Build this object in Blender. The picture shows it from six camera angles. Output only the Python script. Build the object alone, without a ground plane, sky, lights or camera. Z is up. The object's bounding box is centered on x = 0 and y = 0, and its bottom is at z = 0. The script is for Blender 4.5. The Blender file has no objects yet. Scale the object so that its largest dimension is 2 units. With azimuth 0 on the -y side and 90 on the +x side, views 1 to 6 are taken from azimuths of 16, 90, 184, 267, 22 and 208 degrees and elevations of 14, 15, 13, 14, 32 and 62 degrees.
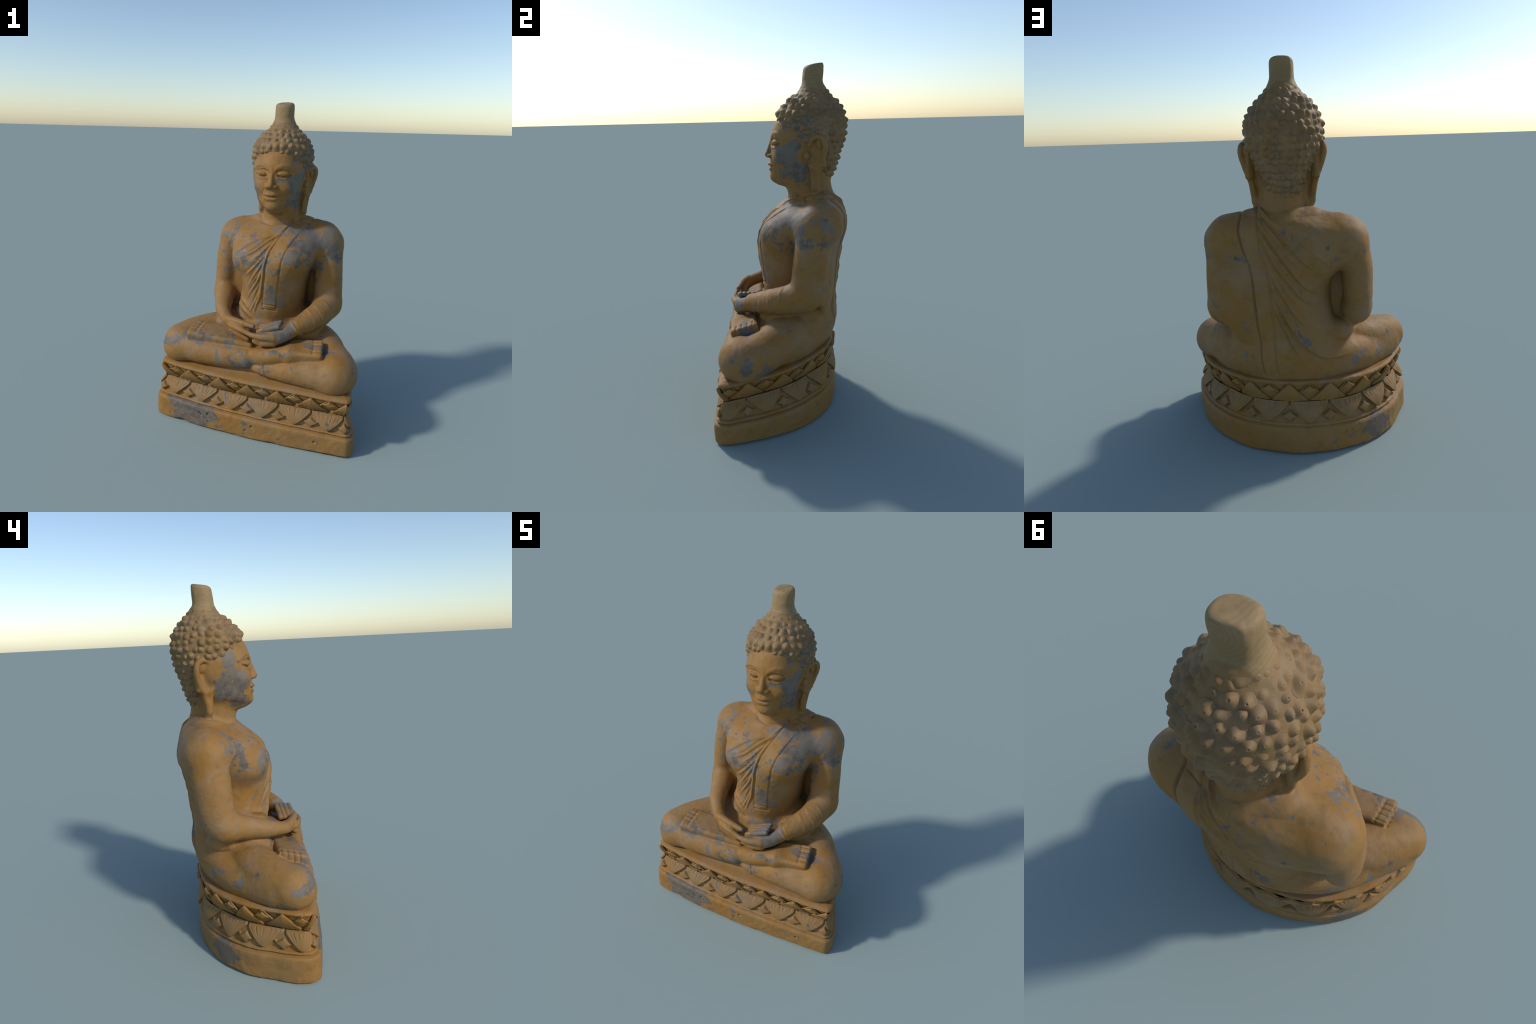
# Seated meditating figure on a lotus throne, built from rules:
#   * the body is one smooth implicit surface (lofts, tapered limbs, rounded blocks) meshed once,
#     carved with robe folds / face lines, then separated into named anatomical parts
#   * the throne is a swept moulding on a D-shaped plan, with petals and diamonds laid on it
#   * hair curls are single knobs set in rows on the skull
import math, random
import numpy as np

STEP = 0.0042            # meshing step of the body, metres
SEED = 7

# ------------------------------------------------------------------ implicit helpers
def V(*a):
    return np.array(a, float)

def smin(a, b, k):
    h = np.maximum(k - np.abs(a - b), 0.0) / k
    return np.minimum(a, b) - h * h * k * 0.25

def smax(a, b, k):
    return -smin(-a, -b, k)

def cone(P, a, b, ra, rb):
    """capsule with linearly changing radius"""
    a = np.asarray(a, float); b = np.asarray(b, float)
    d = b - a
    t = np.clip(((P - a) @ d) / (d @ d), 0, 1)
    Q = P - a - t[:, None] * d
    return np.sqrt(np.einsum('ij,ij->i', Q, Q)) - (ra + (rb - ra) * t)

def catmull(pts, n):
    pts = np.asarray(pts, float)
    p = np.vstack([2 * pts[0] - pts[1], pts, 2 * pts[-1] - pts[-2]])
    out = []
    for i in range(1, len(p) - 2):
        t = np.linspace(0, 1, n, endpoint=False)[:, None]
        out.append(0.5 * (2 * p[i] + (p[i + 1] - p[i - 1]) * t + (2 * p[i - 1] - 5 * p[i] + 4 * p[i + 1] - p[i + 2]) * t ** 2
                          + (3 * p[i] - p[i - 1] - 3 * p[i + 1] + p[i + 2]) * t ** 3))
    out.append(pts[-1:])
    return np.vstack(out)

def limb(P, keys, n=4, squash=None):
    """keys: rows of x, y, z, radius; swept as a chain of cones along a smooth curve.
    squash=(axis, factor) flattens the section along a world axis"""
    K = catmull(keys, n)
    if squash is not None:
        ax, f = squash
        P = P.copy(); K = K.copy()
        P[:, ax] /= f; K[:, ax] /= f
    d = None
    for i in range(len(K) - 1):
        c = cone(P, K[i, :3], K[i + 1, :3], K[i, 3], K[i + 1, 3])
        d = c if d is None else np.minimum(d, c)
    return d * (min(1.0, squash[1]) if squash is not None else 1.0)

def rot(rx=0, ry=0, rz=0):
    rx, ry, rz = (math.radians(v) for v in (rx, ry, rz))
    X = V(1, 0, 0, 0, math.cos(rx), -math.sin(rx), 0, math.sin(rx), math.cos(rx)).reshape(3, 3)
    Y = V(math.cos(ry), 0, math.sin(ry), 0, 1, 0, -math.sin(ry), 0, math.cos(ry)).reshape(3, 3)
    Zm = V(math.cos(rz), -math.sin(rz), 0, math.sin(rz), math.cos(rz), 0, 0, 0, 1).reshape(3, 3)
    return Zm @ Y @ X

def ellipsoid(P, c, r, R=None):
    Q = P - np.asarray(c, float)
    if R is not None:
        Q = Q @ R
    r = np.asarray(r, float)
    k0 = np.linalg.norm(Q / r, axis=1)
    k1 = np.linalg.norm(Q / (r * r), axis=1) + 1e-9
    return k0 * (k0 - 1) / k1

def block(P, c, half, rad, R=None):
    Q = P - np.asarray(c, float)
    if R is not None:
        Q = Q @ R
    q = np.abs(Q) - (np.asarray(half, float) - rad)
    return np.linalg.norm(np.maximum(q, 0), axis=1) + np.minimum(q.max(1), 0) - rad

class Loft:
    """stack of rounded sections: rows of z, x centre, half width, front y, back y, y of widest, exponent"""
    def __init__(self, rows, cap=0.02):
        rows = np.asarray(sorted(rows), float)
        t = np.linspace(0, len(rows) - 1, (len(rows) - 1) * 12 + 1)
        self.tab = catmull(rows, 12)
        z = np.maximum.accumulate(self.tab[:, 0]) + np.arange(len(self.tab)) * 1e-9
        self.tab[:, 0] = z
        self.cap = cap
        self.lo, self.hi = rows[0, 0], rows[-1, 0]
    def at(self, z):
        return [np.interp(z, self.tab[:, 0], self.tab[:, i]) for i in range(1, 7)]
    def __call__(self, P):
        z = np.clip(P[:, 2], self.lo, self.hi)
        cx, rx, yf, yb, ym, n = self.at(z)
        dx = P[:, 0] - cx; dy = P[:, 1] - ym
        ry = np.where(dy < 0, ym - yf, yb - ym)
        q = ((np.abs(dx) / rx + 1e-6) ** n + (np.abs(dy) / ry + 1e-6) ** n) ** (1 / n)
        r = np.sqrt(dx * dx + dy * dy) + 1e-9
        f = r - r / q
        return smax(smax(f, P[:, 2] - self.hi, self.cap), self.lo - P[:, 2], self.cap)

# ------------------------------------------------------------------ the body, part by part
FX = 0.032      # middle of the face
HX = 0.045      # middle of the skull

TORSO = Loft([
    # z     cx    rx    front   back   widest  n
    (0.35, 0.02, 0.28, -0.10, 0.275, 0.10, 2.1),
    (0.42, 0.02, 0.29, -0.10, 0.303, 0.10, 2.1),
    (0.50, 0.03, 0.275, -0.10, 0.333, 0.12, 2.1),
    (0.58, 0.025, 0.240, -0.095, 0.346, 0.13, 2.1),
    (0.68, 0.015, 0.220, -0.100, 0.335, 0.13, 2.1),
    (0.80, 0.028, 0.210, -0.112, 0.344, 0.13, 2.0),
    (0.90, 0.032, 0.216, -0.122, 0.354, 0.14, 2.1),
    (1.01, 0.035, 0.255, -0.122, 0.374, 0.16, 2.4),
    (1.09, 0.04, 0.295, -0.096, 0.386, 0.18, 2.6),
    (1.15, 0.040, 0.310, -0.052, 0.381, 0.19, 2.6),
    (1.195, 0.044, 0.285, -0.008, 0.371, 0.20, 2.7),
    (1.23, 0.045, 0.222, 0.028, 0.358, 0.21, 2.6),
    (1.26, 0.05, 0.150, 0.050, 0.342, 0.20, 2.2),
], 0.03)
NECK = Loft([
    (1.18, 0.052, 0.128, 0.030, 0.345, 0.19, 2.0),
    (1.25, 0.052, 0.122, 0.052, 0.335, 0.19, 2.0),
    (1.31, 0.052, 0.114, 0.046, 0.312, 0.18, 2.0),
    (1.37, 0.050, 0.114, 0.020, 0.302, 0.17, 2.0),
    (1.45, 0.045, 0.120, 0.010, 0.300, 0.16, 2.0),
], 0.03)
FACE = Loft([
    (1.315, FX + .010, 0.050, 0.045, 0.20, 0.13, 2.0),
    (1.335, FX + .006, 0.066, -0.010, 0.22, 0.13, 2.0),
    (1.365, FX + .002, 0.090, -0.038, 0.24, 0.13, 2.0),
    (1.40, FX, 0.118, -0.046, 0.26, 0.13, 2.05),
    (1.45, FX, 0.138, -0.047, 0.27, 0.16, 2.1),
    (1.51, FX, 0.160, -0.046, 0.28, 0.17, 2.1),
    (1.57, FX, 0.168, -0.044, 0.28, 0.17, 2.15),
    (1.62, FX + .003, 0.166, -0.041, 0.28, 0.17, 2.15),
    (1.665, FX + .006, 0.150, -0.026, 0.28, 0.17, 2.1),
    (1.70, FX + .008, 0.138, -0.004, 0.27, 0.16, 2.1),
    (1.73, FX + .01, 0.115, 0.03, 0.25, 0.14, 2.0),
], 0.02)
SKULL = Loft([
    # without the curls
    (1.345, HX - .004, 0.080, 0.14, 0.285, 0.19, 2.0),
    (1.375, HX - .004, 0.098, 0.12, 0.306, 0.19, 2.0),
    (1.42, HX - .004, 0.110, 0.11, 0.322, 0.19, 2.0),
    (1.48, HX - .002, 0.136, 0.105, 0.340, 0.19, 2.0),
    (1.55, HX - .004, 0.163, 0.088, 0.362, 0.19, 2.0),
    (1.61, HX - .004, 0.183, 0.06, 0.376, 0.19, 2.05),
    (1.66, HX - .004, 0.186, 0.022, 0.382, 0.19, 2.1),
    (1.7, HX - .004, 0.181, 0.003, 0.378, 0.19, 2.1),
    (1.735, HX - .004, 0.170, 0.002, 0.370, 0.19, 2.1),
    (1.765, HX - .004, 0.154, 0.02, 0.351, 0.19, 2.05),
    (1.795, HX - .004, 0.135, 0.056, 0.330, 0.19, 2.0),
    (1.825, HX - .004, 0.107, 0.092, 0.301, 0.195, 2.0),
    (1.855, HX - .004, 0.080, 0.122, 0.280, 0.2, 2.0),
    (1.885, HX - .004, 0.065, 0.138, 0.265, 0.2, 2.2),
], 0.02)
KNOB = Loft([
    (1.84, HX - .004, 0.088, 0.115, 0.290, 0.20, 2.1),
    (1.87, HX - .004, 0.072, 0.132, 0.273, 0.20, 2.1),
    (1.90, HX - .004, 0.062, 0.139, 0.258, 0.20, 2.2),
    (1.93, HX - .004, 0.0585, 0.141, 0.259, 0.20, 2.3),
    (1.965, HX - .004, 0.0565, 0.145, 0.262, 0.20, 2.4),
    (2.02, HX - .004, 0.050, 0.153, 0.262, 0.20, 2.4),
], 0.012)

def f_torso(P):
    d = TORSO(P)
    # breast bulges and shoulder caps
    d = smin(d, ellipsoid(P, (0.165, 0.02, 1.060), (0.115, 0.125, 0.10)), 0.05)
    d = smin(d, ellipsoid(P, (-0.105, 0.022, 1.025), (0.115, 0.120, 0.09)), 0.05)
    d = smin(d, cone(P, (0.11, 0.22, 1.165), (0.34, 0.20, 1.130), 0.085, 0.093), 0.08)
    d = smin(d, cone(P, (-0.02, 0.22, 1.165), (-0.258, 0.21, 1.130), 0.085, 0.093), 0.08)
    d = smin(d, ellipsoid(P, (0.330, 0.205, 1.136), (0.102, 0.110, 0.111)), 0.08)
    d = smin(d, ellipsoid(P, (-0.256, 0.224, 1.131), (0.095, 0.116, 0.103)), 0.08)
    d = smin(d, ellipsoid(P, (-0.13, 0.238, 1.085), (0.13, 0.116, 0.115)), 0.08)
    # trapezius slopes
    d = smin(d, cone(P, (0.16, 0.228, 1.250), (0.31, 0.230, 1.20), 0.036, 0.040), 0.09)
    d = smin(d, cone(P, (-0.05, 0.228, 1.248), (-0.20, 0.230, 1.198), 0.036, 0.040), 0.09)
    # robe filling the gap behind the left arm
    d = smin(d, ellipsoid(P, (0.26, 0.246, 0.89), (0.195, 0.051, 0.27), rot(0, 4, -18)), 0.06)
    d = smin(d, ellipsoid(P, (0.25, 0.122, 0.595), (0.10, 0.105, 0.10)), 0.08)
    # thin web beside the right arm
    d = smin(d, block(P, (-0.235, 0.140, 0.850), (0.080, 0.012, 0.205), 0.012, rot(0, 3, 0)), 0.015)
    d = smin(d, ellipsoid(P, (-0.215, 0.17, 0.64), (0.085, 0.085, 0.065)), 0.03)
    return d

SEAT = Loft([
    (0.34, 0.00, 0.470, -0.25, 0.250, -0.16, 2.0),
    (0.40, 0.00, 0.515, -0.27, 0.285, -0.16, 2.0),
    (0.46, 0.00, 0.528, -0.27, 0.312, -0.16, 2.0),
    (0.51, 0.00, 0.505, -0.25, 0.320, -0.15, 2.0),
    (0.56, 0.00, 0.430, -0.20, 0.325, -0.12, 2.0),
    (0.60, 0.00, 0.300, -0.12, 0.300, -0.05, 2.0),
], 0.03)

def f_seat(P):
    d = SEAT(P) * .85
    for c, r in (((-.215, .02, .60), (.115, .125, .072)), ((.265, .0, .60), (.115, .13, .078)), ((.03, -.12, .585), (.17, .09, .062))):
        d = smin(d, ellipsoid(P, c, r), .03)
    return d

def f_head(P):
    d = smin(FACE(P), NECK(P), 0.022)
    for s in (1, -1):
        X = lambda u: FX + s * u
        # eye socket, arched brow, heavy lid, nostril wing, cheek
        d = smax(d, -ellipsoid(P, (X(.058), -0.058, 1.580), (.044, .031, .026), rot(0, 0, s * 18)), 0.014)
        d = smin(d, limb(P, [(X(.010), -.0335, 1.584, .007), (X(.030), -.031, 1.609, .0085), (X(.062), -.022, 1.625, .009), (X(.095), -.004, 1.620, .009), (X(.128), .026, 1.594, .008)]), 0.010)
        d = smin(d, ellipsoid(P, (X(.064), -0.010, 1.576), (.041, .0265, .021), rot(0, 0, s * 20)), 0.005)
        d = smin(d, ellipsoid(P, (X(.025), -0.046, 1.499), (.0155, .019, .0135)), 0.010)
        d = smin(d, ellipsoid(P, (X(.072), 0.012, 1.495), (.045, .036, .040)), 0.04)
    # nose
    d = smin(d, limb(P, [(FX, -.034, 1.60, .008), (FX, -.043, 1.57, .010), (FX - .001, -.051, 1.535, .0150), (FX - .002, -.0595, 1.507, .0185)]), 0.012)
    # lips and chin
    d = smin(d, limb(P, [(FX - .048, -.028, 1.448, .006), (FX - .02, -.047, 1.453, .0100), (FX, -.051, 1.4515, .0105), (FX + .02, -.047, 1.453, .0100), (FX + .048, -.028, 1.448, .006)]), 0.006)
    d = smin(d, limb(P, [(FX - .041, -.032, 1.436, .006), (FX - .02, -.043, 1.425, .0115), (FX + .02, -.043, 1.425, .0115), (FX + .041, -.032, 1.436, .006)]), 0.006)
    d = smin(d, ellipsoid(P, (FX + .003, -0.020, 1.378), (.038, .029, .030)), 0.02)
    return d

def f_skull(P):
    return SKULL(P)

def f_knob(P):
    d = KNOB(P)
    # slanting sawn top, flat chop at the back
    n = V(0, -0.16, 1.0); n /= np.linalg.norm(n)
    d = smax(d, (P - V(HX, 0.26, 2.001)) @ n, 0.020)
    n = V(-0.12, 1.0, 0.03); n /= np.linalg.norm(n)
    return smax(d, (P - V(HX, 0.2555, 1.95)) @ n, 0.010)

def f_ear(P, s):
    """s=+1 left ear: thick C-shaped rim round a hollow bowl, small front lobe, long slim lobe"""
    B = (0.229 - HX) if s > 0 else (0.224 - HX)
    X = lambda o: HX + s * (B + o)
    rim = [(X(-.026), .166, 1.560, .012), (X(-.010), .180, 1.592, .013), (X(.006), .206, 1.606, .0135), (X(.016), .234, 1.594, .0145), (X(.018), .246, 1.56, .0145),
           (X(.004), .243, 1.51, .014), (X(-.010), .232, 1.465, .014), (X(-.022), .214, 1.437, .014), (X(-.028), .190, 1.437, .013), (X(-.030), .170, 1.455, .012)]
    d = limb(P, rim, 4)
    d = smin(d, ellipsoid(P, (X(-.024), .152, 1.505), (.017, .017, .024)), 0.008)
    back = block(P, (X(-.036), .205, 1.525), (.018, .044, .085), .014, rot(0, 0, s * -22))
    d = smin(d, back, 0.010)
    lobe = [(X(-.024), .214, 1.44, .017), (X(-.030), .208, 1.40, .0175), (X(-.036), .200, 1.36, .0165), (X(-.040), .196, 1.325, .0165)]
    d = smin(d, limb(P, lobe, 3), 0.010)
    d = smin(d, limb(P, [(X(-.032), .182, 1.44, .012), (X(-.040), .184, 1.39, .012), (X(-.044), .187, 1.335, .012)], 3), 0.012)
    d = smax(d, -limb(P, [(X(.016), .210, 1.566, .012), (X(.012), .201, 1.535, .020), (X(.000), .192, 1.490, .018)], 4), 0.008)
    d = smin(d, ellipsoid(P, (X(-.006), .226, 1.572), (.013, .028, .034)), 0.006)
    # root joining ear to skull and neck, and the tip resting on the shoulder
    d = smin(d, block(P, (X(-.031), .212, 1.525), (.016, .048, .088), .014, rot(0, 0, s * -27)), 0.006)
    d = smin(d, limb(P, [(X(-.056), .20, 1.575, .036), (X(-.066), .20, 1.50, .038), (X(-.078), .20, 1.43, .032), (X(-.084), .20, 1.36, .026), (X(-.072), .205, 1.30, .024)]), 0.012)
    return smin(d, cone(P, (X(-.044), .20, 1.33), (X(-.052), .205, 1.285), .017, .019), 0.012)

def f_arm_left(P):
    d = limb(P, [(.350, .180, 1.12, .098), (.370, .158, 1.02, .091), (.380, .144, .90, .090), (.387, .130, .80, .087), (.385, .105, .752, .086)], 5)
    d = smin(d, limb(P, [(.387, .12, .752, .087), (.358, .00, .724, .078), (.303, -.09, .698, .065), (.246, -.160, .676, .052)], 5), 0.03)
    return d

def f_arm_right(P):
    d = limb(P, [(-.278, .215, 1.12, .104), (-.306, .205, 1.03, .102), (-.320, .192, .90, .099), (-.323, .176, .80, .092), (-.318, .15, .756, .082)], 5, (0, .78))
    d = smin(d, limb(P, [(-.316, .15, .752, .080), (-.292, .05, .732, .065), (-.260, -.06, .706, .052), (-.218, -.137, .684, .039), (-.182, -.187, .676, .035)], 5), 0.03)
    return d

def f_hand_left(P):
    d = limb(P, [(.245, -.165, .672, .043), (.20, -.205, .648, .044), (.14, -.235, .625, .047), (.08, -.250, .615, .042), (.04, -.262, .612, .034)], 3)
    # two visible rows of fingers, thumb side rim
    d = smin(d, limb(P, [(.13, -.268, .630, .024), (.06, -.285, .634, .022), (.004, -.284, .636, .017)], 3), 0.006)
    d = smin(d, limb(P, [(.13, -.262, .594, .022), (.07, -.274, .592, .021), (.014, -.262, .592, .017)], 3), 0.006)
    d = smax(d, -ellipsoid(P, (.135, -.19, .690), (.055, .045, .030)), 0.012)
    return d

def f_fingers_right(P):
    d = None
    for i in range(4):
        y = -.252 + i * .0255
        c = cone(P, (.035, y - .004, .655), (.152, y + .010, .693), .0155, .0145)
        d = c if d is None else smin(d, c, 0.004)
    return smax(d, P[:, 0] - 0.162, 0.004)

def f_hand_right(P):
    d = limb(P, [(-.188, -.182, .676, .035), (-.14, -.214, .668, .035), (-.09, -.230, .658, .032), (-.04, -.232, .645, .028)], 3)
    d = smin(d, limb(P, [(-.17, -.208, .690, .024), (-.09, -.240, .691, .021), (.002, -.262, .684, .0160)], 3), 0.008)
    d = smin(d, limb(P, [(-.14, -.242, .664, .020), (-.08, -.262, .656, .019), (-.012, -.280, .640, .016)], 3), 0.005)
    d = smin(d, limb(P, [(-.138, -.242, .637, .017), (-.09, -.246, .615, .017), (-.036, -.248, .592, .015)], 3), 0.003)
    return smin(d, f_fingers_right(P), 0.004)

def f_leg_right(P):
    d = limb(P, [(-.15, .08, .515, .12), (-.32, .0, .518, .121), (-.44, -.085, .500, .115), (-.512, -.160, .484, .104)], 7)
    shin = limb(P, [(-.510, -.165, .480, .103), (-.43, -.205, .474, .094), (-.30, -.228, .468, .083), (-.15, -.242, .467, .074), (-.040, -.246, .470, .069)], 7)
    d = smin(d, shin, 0.02)
    d = smin(d, limb(P, [(-.26, .10, .455, .085), (-.40, .0, .452, .092), (-.49, -.10, .452, .088)], 6), 0.03)
    return smin(d, ellipsoid(P, (-.500, -.195, .455), (.108, .108, .092)), 0.03)

def f_leg_left(P):
    d = limb(P, [(.17, .08, .515, .12), (.35, .02, .518, .124), (.445, -.085, .474, .114), (.508, -.183, .449, .116), (.492, -.235, .442, .114)], 7)
    shin = limb(P, [(.48, -.235, .436, .115), (.38, -.256, .434, .094), (.26, -.266, .432, .075), (.15, -.272, .430, .057), (.07, -.272, .428, .042), (.02, -.264, .425, .030)], 7)
    d = smin(d, shin, 0.02)
    return smin(d, smin(ellipsoid(P, (.495, -.225, .415), (.128, .122, .098)), ellipsoid(P, (.508, -.240, .452), (.118, .110, .102)), .03), 0.03)

def f_foot_right(P):
    ankle = limb(P, [(-.02, -.245, .485, .050), (.06, -.258, .495, .055), (.14, -.258, .512, .056), (.22, -.245, .532, .050)], 3)
    instep = block(P, (.322, -.217, .551), (.108, .079, .038), .022, rot(14, -4, 3))
    d = smin(ankle, instep, 0.05)
    return smax(d, P[:, 0] - (.428 + (P[:, 1] + .28) * -.12), 0.008)

def f_foot_left(P):
    d = block(P, (-.22, -.185, .560), (.215, .082, .040), .022, rot(12, 5, 3))
    return smax(d, -(P[:, 0] + .425 - (P[:, 1] + .25) * .10), 0.008)

# name, function, blend radius to what is already there, rough bounding box
PARTS = [
    ("torso", f_torso, 0.03, (-.42, -.20, .33, .52, .45, 1.30)),
    ("seat", f_seat, 0.05, (-.62, -.33, .30, .62, .40, .70)),
    ("leg", f_leg_right, 0.014, (-.68, -.38, .30, .05, .30, .68)),
    ("leg.L", f_leg_left, 0.014, (-.05, -.38, .28, .68, .30, .68)),
    ("arm", f_arm_right, 0.024, (-.46, -.30, .60, -.10, .35, 1.25)),
    ("arm.L", f_arm_left, 0.035, (.15, -.27, .58, .54, .33, 1.25)),
    ("foot.L", f_foot_left, 0.010, (-.47, -.32, .48, .05, -.04, .66)),
    ("foot", f_foot_right, 0.010, (-.10, -.34, .40, .47, -.07, .66)),
    ("hand.L", f_hand_left, 0.008, (-.04, -.34, .53, .32, -.10, .74)),
    ("hand", f_hand_right, 0.006, (-.26, -.34, .54, .20, -.12, .74)),
    ("head", f_head, 0.020, (-.18, -.12, 1.15, .25, .38, 1.77)),
    ("hair", f_skull, 0.005, (-.18, -.03, 1.31, .27, .42, 1.93)),
    ("topknot", f_knob, 0.010, (-.08, .08, 1.80, .17, .32, 2.04)),
    ("ear", lambda P: f_ear(P, -1), 0.008, (-.22, .10, 1.25, -.02, .30, 1.66)),
    ("ear.L", lambda P: f_ear(P, 1), 0.008, (.11, .10, 1.25, .30, .30, 1.66)),
]

def body(P, label=False):
    P = np.asarray(P, float)
    n = len(P)
    F = np.full(n, 9.0)
    best = np.full(n, 9.0); lab = np.zeros(n, np.int16)
    for i, (name, fn, k, bb) in enumerate(PARTS):
        lo, hi = V(*bb[:3]) - .05, V(*bb[3:]) + .05
        out = np.maximum(np.maximum(lo - P, P - hi), 0)
        far = out.max(1)
        m = far <= 0
        d = 0.05 + far
        if m.any():
            d[m] = fn(P[m])
        if label:
            b = d < best
            best[b] = d[b]; lab[b] = i
        F = d if i == 0 else smin(F, d, k)
    # the seat is cut off below by the throne
    return (F, lab) if label else F

# ------------------------------------------------------------------ meshing (surface nets on a sparse grid)
def surface_nets(func, lo, hi, h):
    lo = np.asarray(lo, float)
    B = 8
    nb = np.ceil((np.asarray(hi) - lo) / (h * B)).astype(int)
    N = nb * B + 1
    g = [np.arange(n) for n in nb]
    C = np.stack(np.meshgrid(*g, indexing='ij'), -1).reshape(-1, 3)
    fc = func(lo + (C + .5) * B * h)
    fine = np.full(N, 1.0, np.float32)
    sgn = np.where(fc < 0, -1.0, 1.0).reshape(nb)
    fine[:-1, :-1, :-1] = np.repeat(np.repeat(np.repeat(sgn, B, 0), B, 1), B, 2)
    act = np.abs(fc) < B * h * 1.6
    mask = np.zeros(N, bool)
    for c in C[act]:
        a = c * B
        mask[a[0]:a[0] + B + 1, a[1]:a[1] + B + 1, a[2]:a[2] + B + 1] = True
    idx = np.argwhere(mask)
    vals = np.empty(len(idx), np.float32)
    for s in range(0, len(idx), 400000):
        vals[s:s + 400000] = func(lo + idx[s:s + 400000] * h)
    fine[mask] = vals
    inside = fine < 0
    n1 = N - 1
    cnt = np.zeros(n1, np.int8)
    for o in np.ndindex(2, 2, 2):
        cnt += inside[o[0]:n1[0] + o[0], o[1]:n1[1] + o[1], o[2]:n1[2] + o[2]]
    cells = np.argwhere((cnt > 0) & (cnt < 8))
    ids = np.full(n1, -1, np.int32)
    ids[tuple(cells.T)] = np.arange(len(cells))
    acc = np.zeros((len(cells), 3)); w = np.zeros(len(cells))
    corners = [V(*o) for o in np.ndindex(2, 2, 2)]
    for a in range(8):
        for b in range(a + 1, 8):
            if np.abs(corners[a] - corners[b]).sum() != 1:
                continue
            ca = cells + corners[a].astype(int); cb = cells + corners[b].astype(int)
            fa = fine[tuple(ca.T)]; fb = fine[tuple(cb.T)]
            x = (fa < 0) != (fb < 0)
            t = (fa / np.where(x, fa - fb, 1))[:, None]
            acc[x] += (corners[a] + (corners[b] - corners[a]) * t)[x]
            w[x] += 1
    verts = lo + (cells + acc / w[:, None]) * h
    quads = []
    for ax in range(3):
        u, v = (ax + 1) % 3, (ax + 2) % 3
        sl = [slice(1, -1)] * 3
        sl[ax] = slice(0, -1)
        A = inside[tuple(sl)]
        sl2 = list(sl); sl2[ax] = slice(1, None)
        Bm = inside[tuple(sl2)]
        for flip, m in ((False, A & ~Bm), (True, ~A & Bm)):
            e = np.argwhere(m)
            off = np.ones(3, int); off[ax] = 0
            e = e + off
            q = []
            for du, dv in ((-1, -1), (0, -1), (0, 0), (-1, 0)):
                c = e.copy(); c[:, u] += du; c[:, v] += dv
                q.append(ids[tuple(c.T)])
            q = np.stack(q, 1)
            quads.append(q[:, ::-1] if flip else q)
    quads = np.vstack(quads)
    quads = quads[(quads >= 0).all(1)]
    return verts, quads

TETRA = [V(1, 1, 1), V(1, -1, -1), V(-1, 1, -1), V(-1, -1, 1)]
def gradient(func, P, e=0.0015):
    g = sum(t[None] * func(P + t * e)[:, None] for t in TETRA)
    return g / (np.linalg.norm(g, axis=1, keepdims=True) + 1e-12)

# ------------------------------------------------------------------ noise in code
def value_noise(P, scale, seed=0):
    Q = np.asarray(P, float) * scale
    i = np.floor(Q).astype(np.int64); f = Q - i
    f = f * f * (3 - 2 * f)
    out = 0
    for o in np.ndindex(2, 2, 2):
        c = i + np.array(o)
        hsh = (c[:, 0] * 73856093 ^ c[:, 1] * 19349663 ^ c[:, 2] * 83492791 ^ (seed * 2654435761 & 0xffffffff)) & 0xffffffff
        hsh = ((hsh ^ (hsh >> 13)) * 1274126177) & 0xffffffff
        r = ((hsh ^ (hsh >> 16)) & 0xffff) / 32767.5 - 1
        wgt = np.prod(np.where(np.array(o), f, 1 - f), axis=1)
        out = out + r * wgt
    return out

def fractal(P, scale, seed=0, octaves=4):
    return sum(value_noise(P, scale * 2 ** k, seed + k) / 2 ** k for k in range(octaves))

def seg_dist(P, pts):
    """distance to a polyline, arc position 0..1 and signed side (x-z plane normal)"""
    pts = np.asarray(pts, float)
    best = np.full(len(P), 9.0); tt = np.zeros(len(P)); side = np.zeros(len(P))
    n = len(pts) - 1
    for i in range(n):
        d = pts[i + 1] - pts[i]
        t = np.clip(((P - pts[i]) @ d) / (d @ d), 0, 1)
        Q = P - pts[i] - t[:, None] * d
        r = np.linalg.norm(Q, axis=1)
        m = r < best
        best[m] = r[m]; tt[m] = ((i + t) / n)[m]
        side[m] = (Q[:, 0] * d[2] - Q[:, 2] * d[0])[m] / np.linalg.norm(d)
    return best, tt, side
#@@DETAILS@@
import bpy
from mathutils import Vector, Matrix

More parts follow.
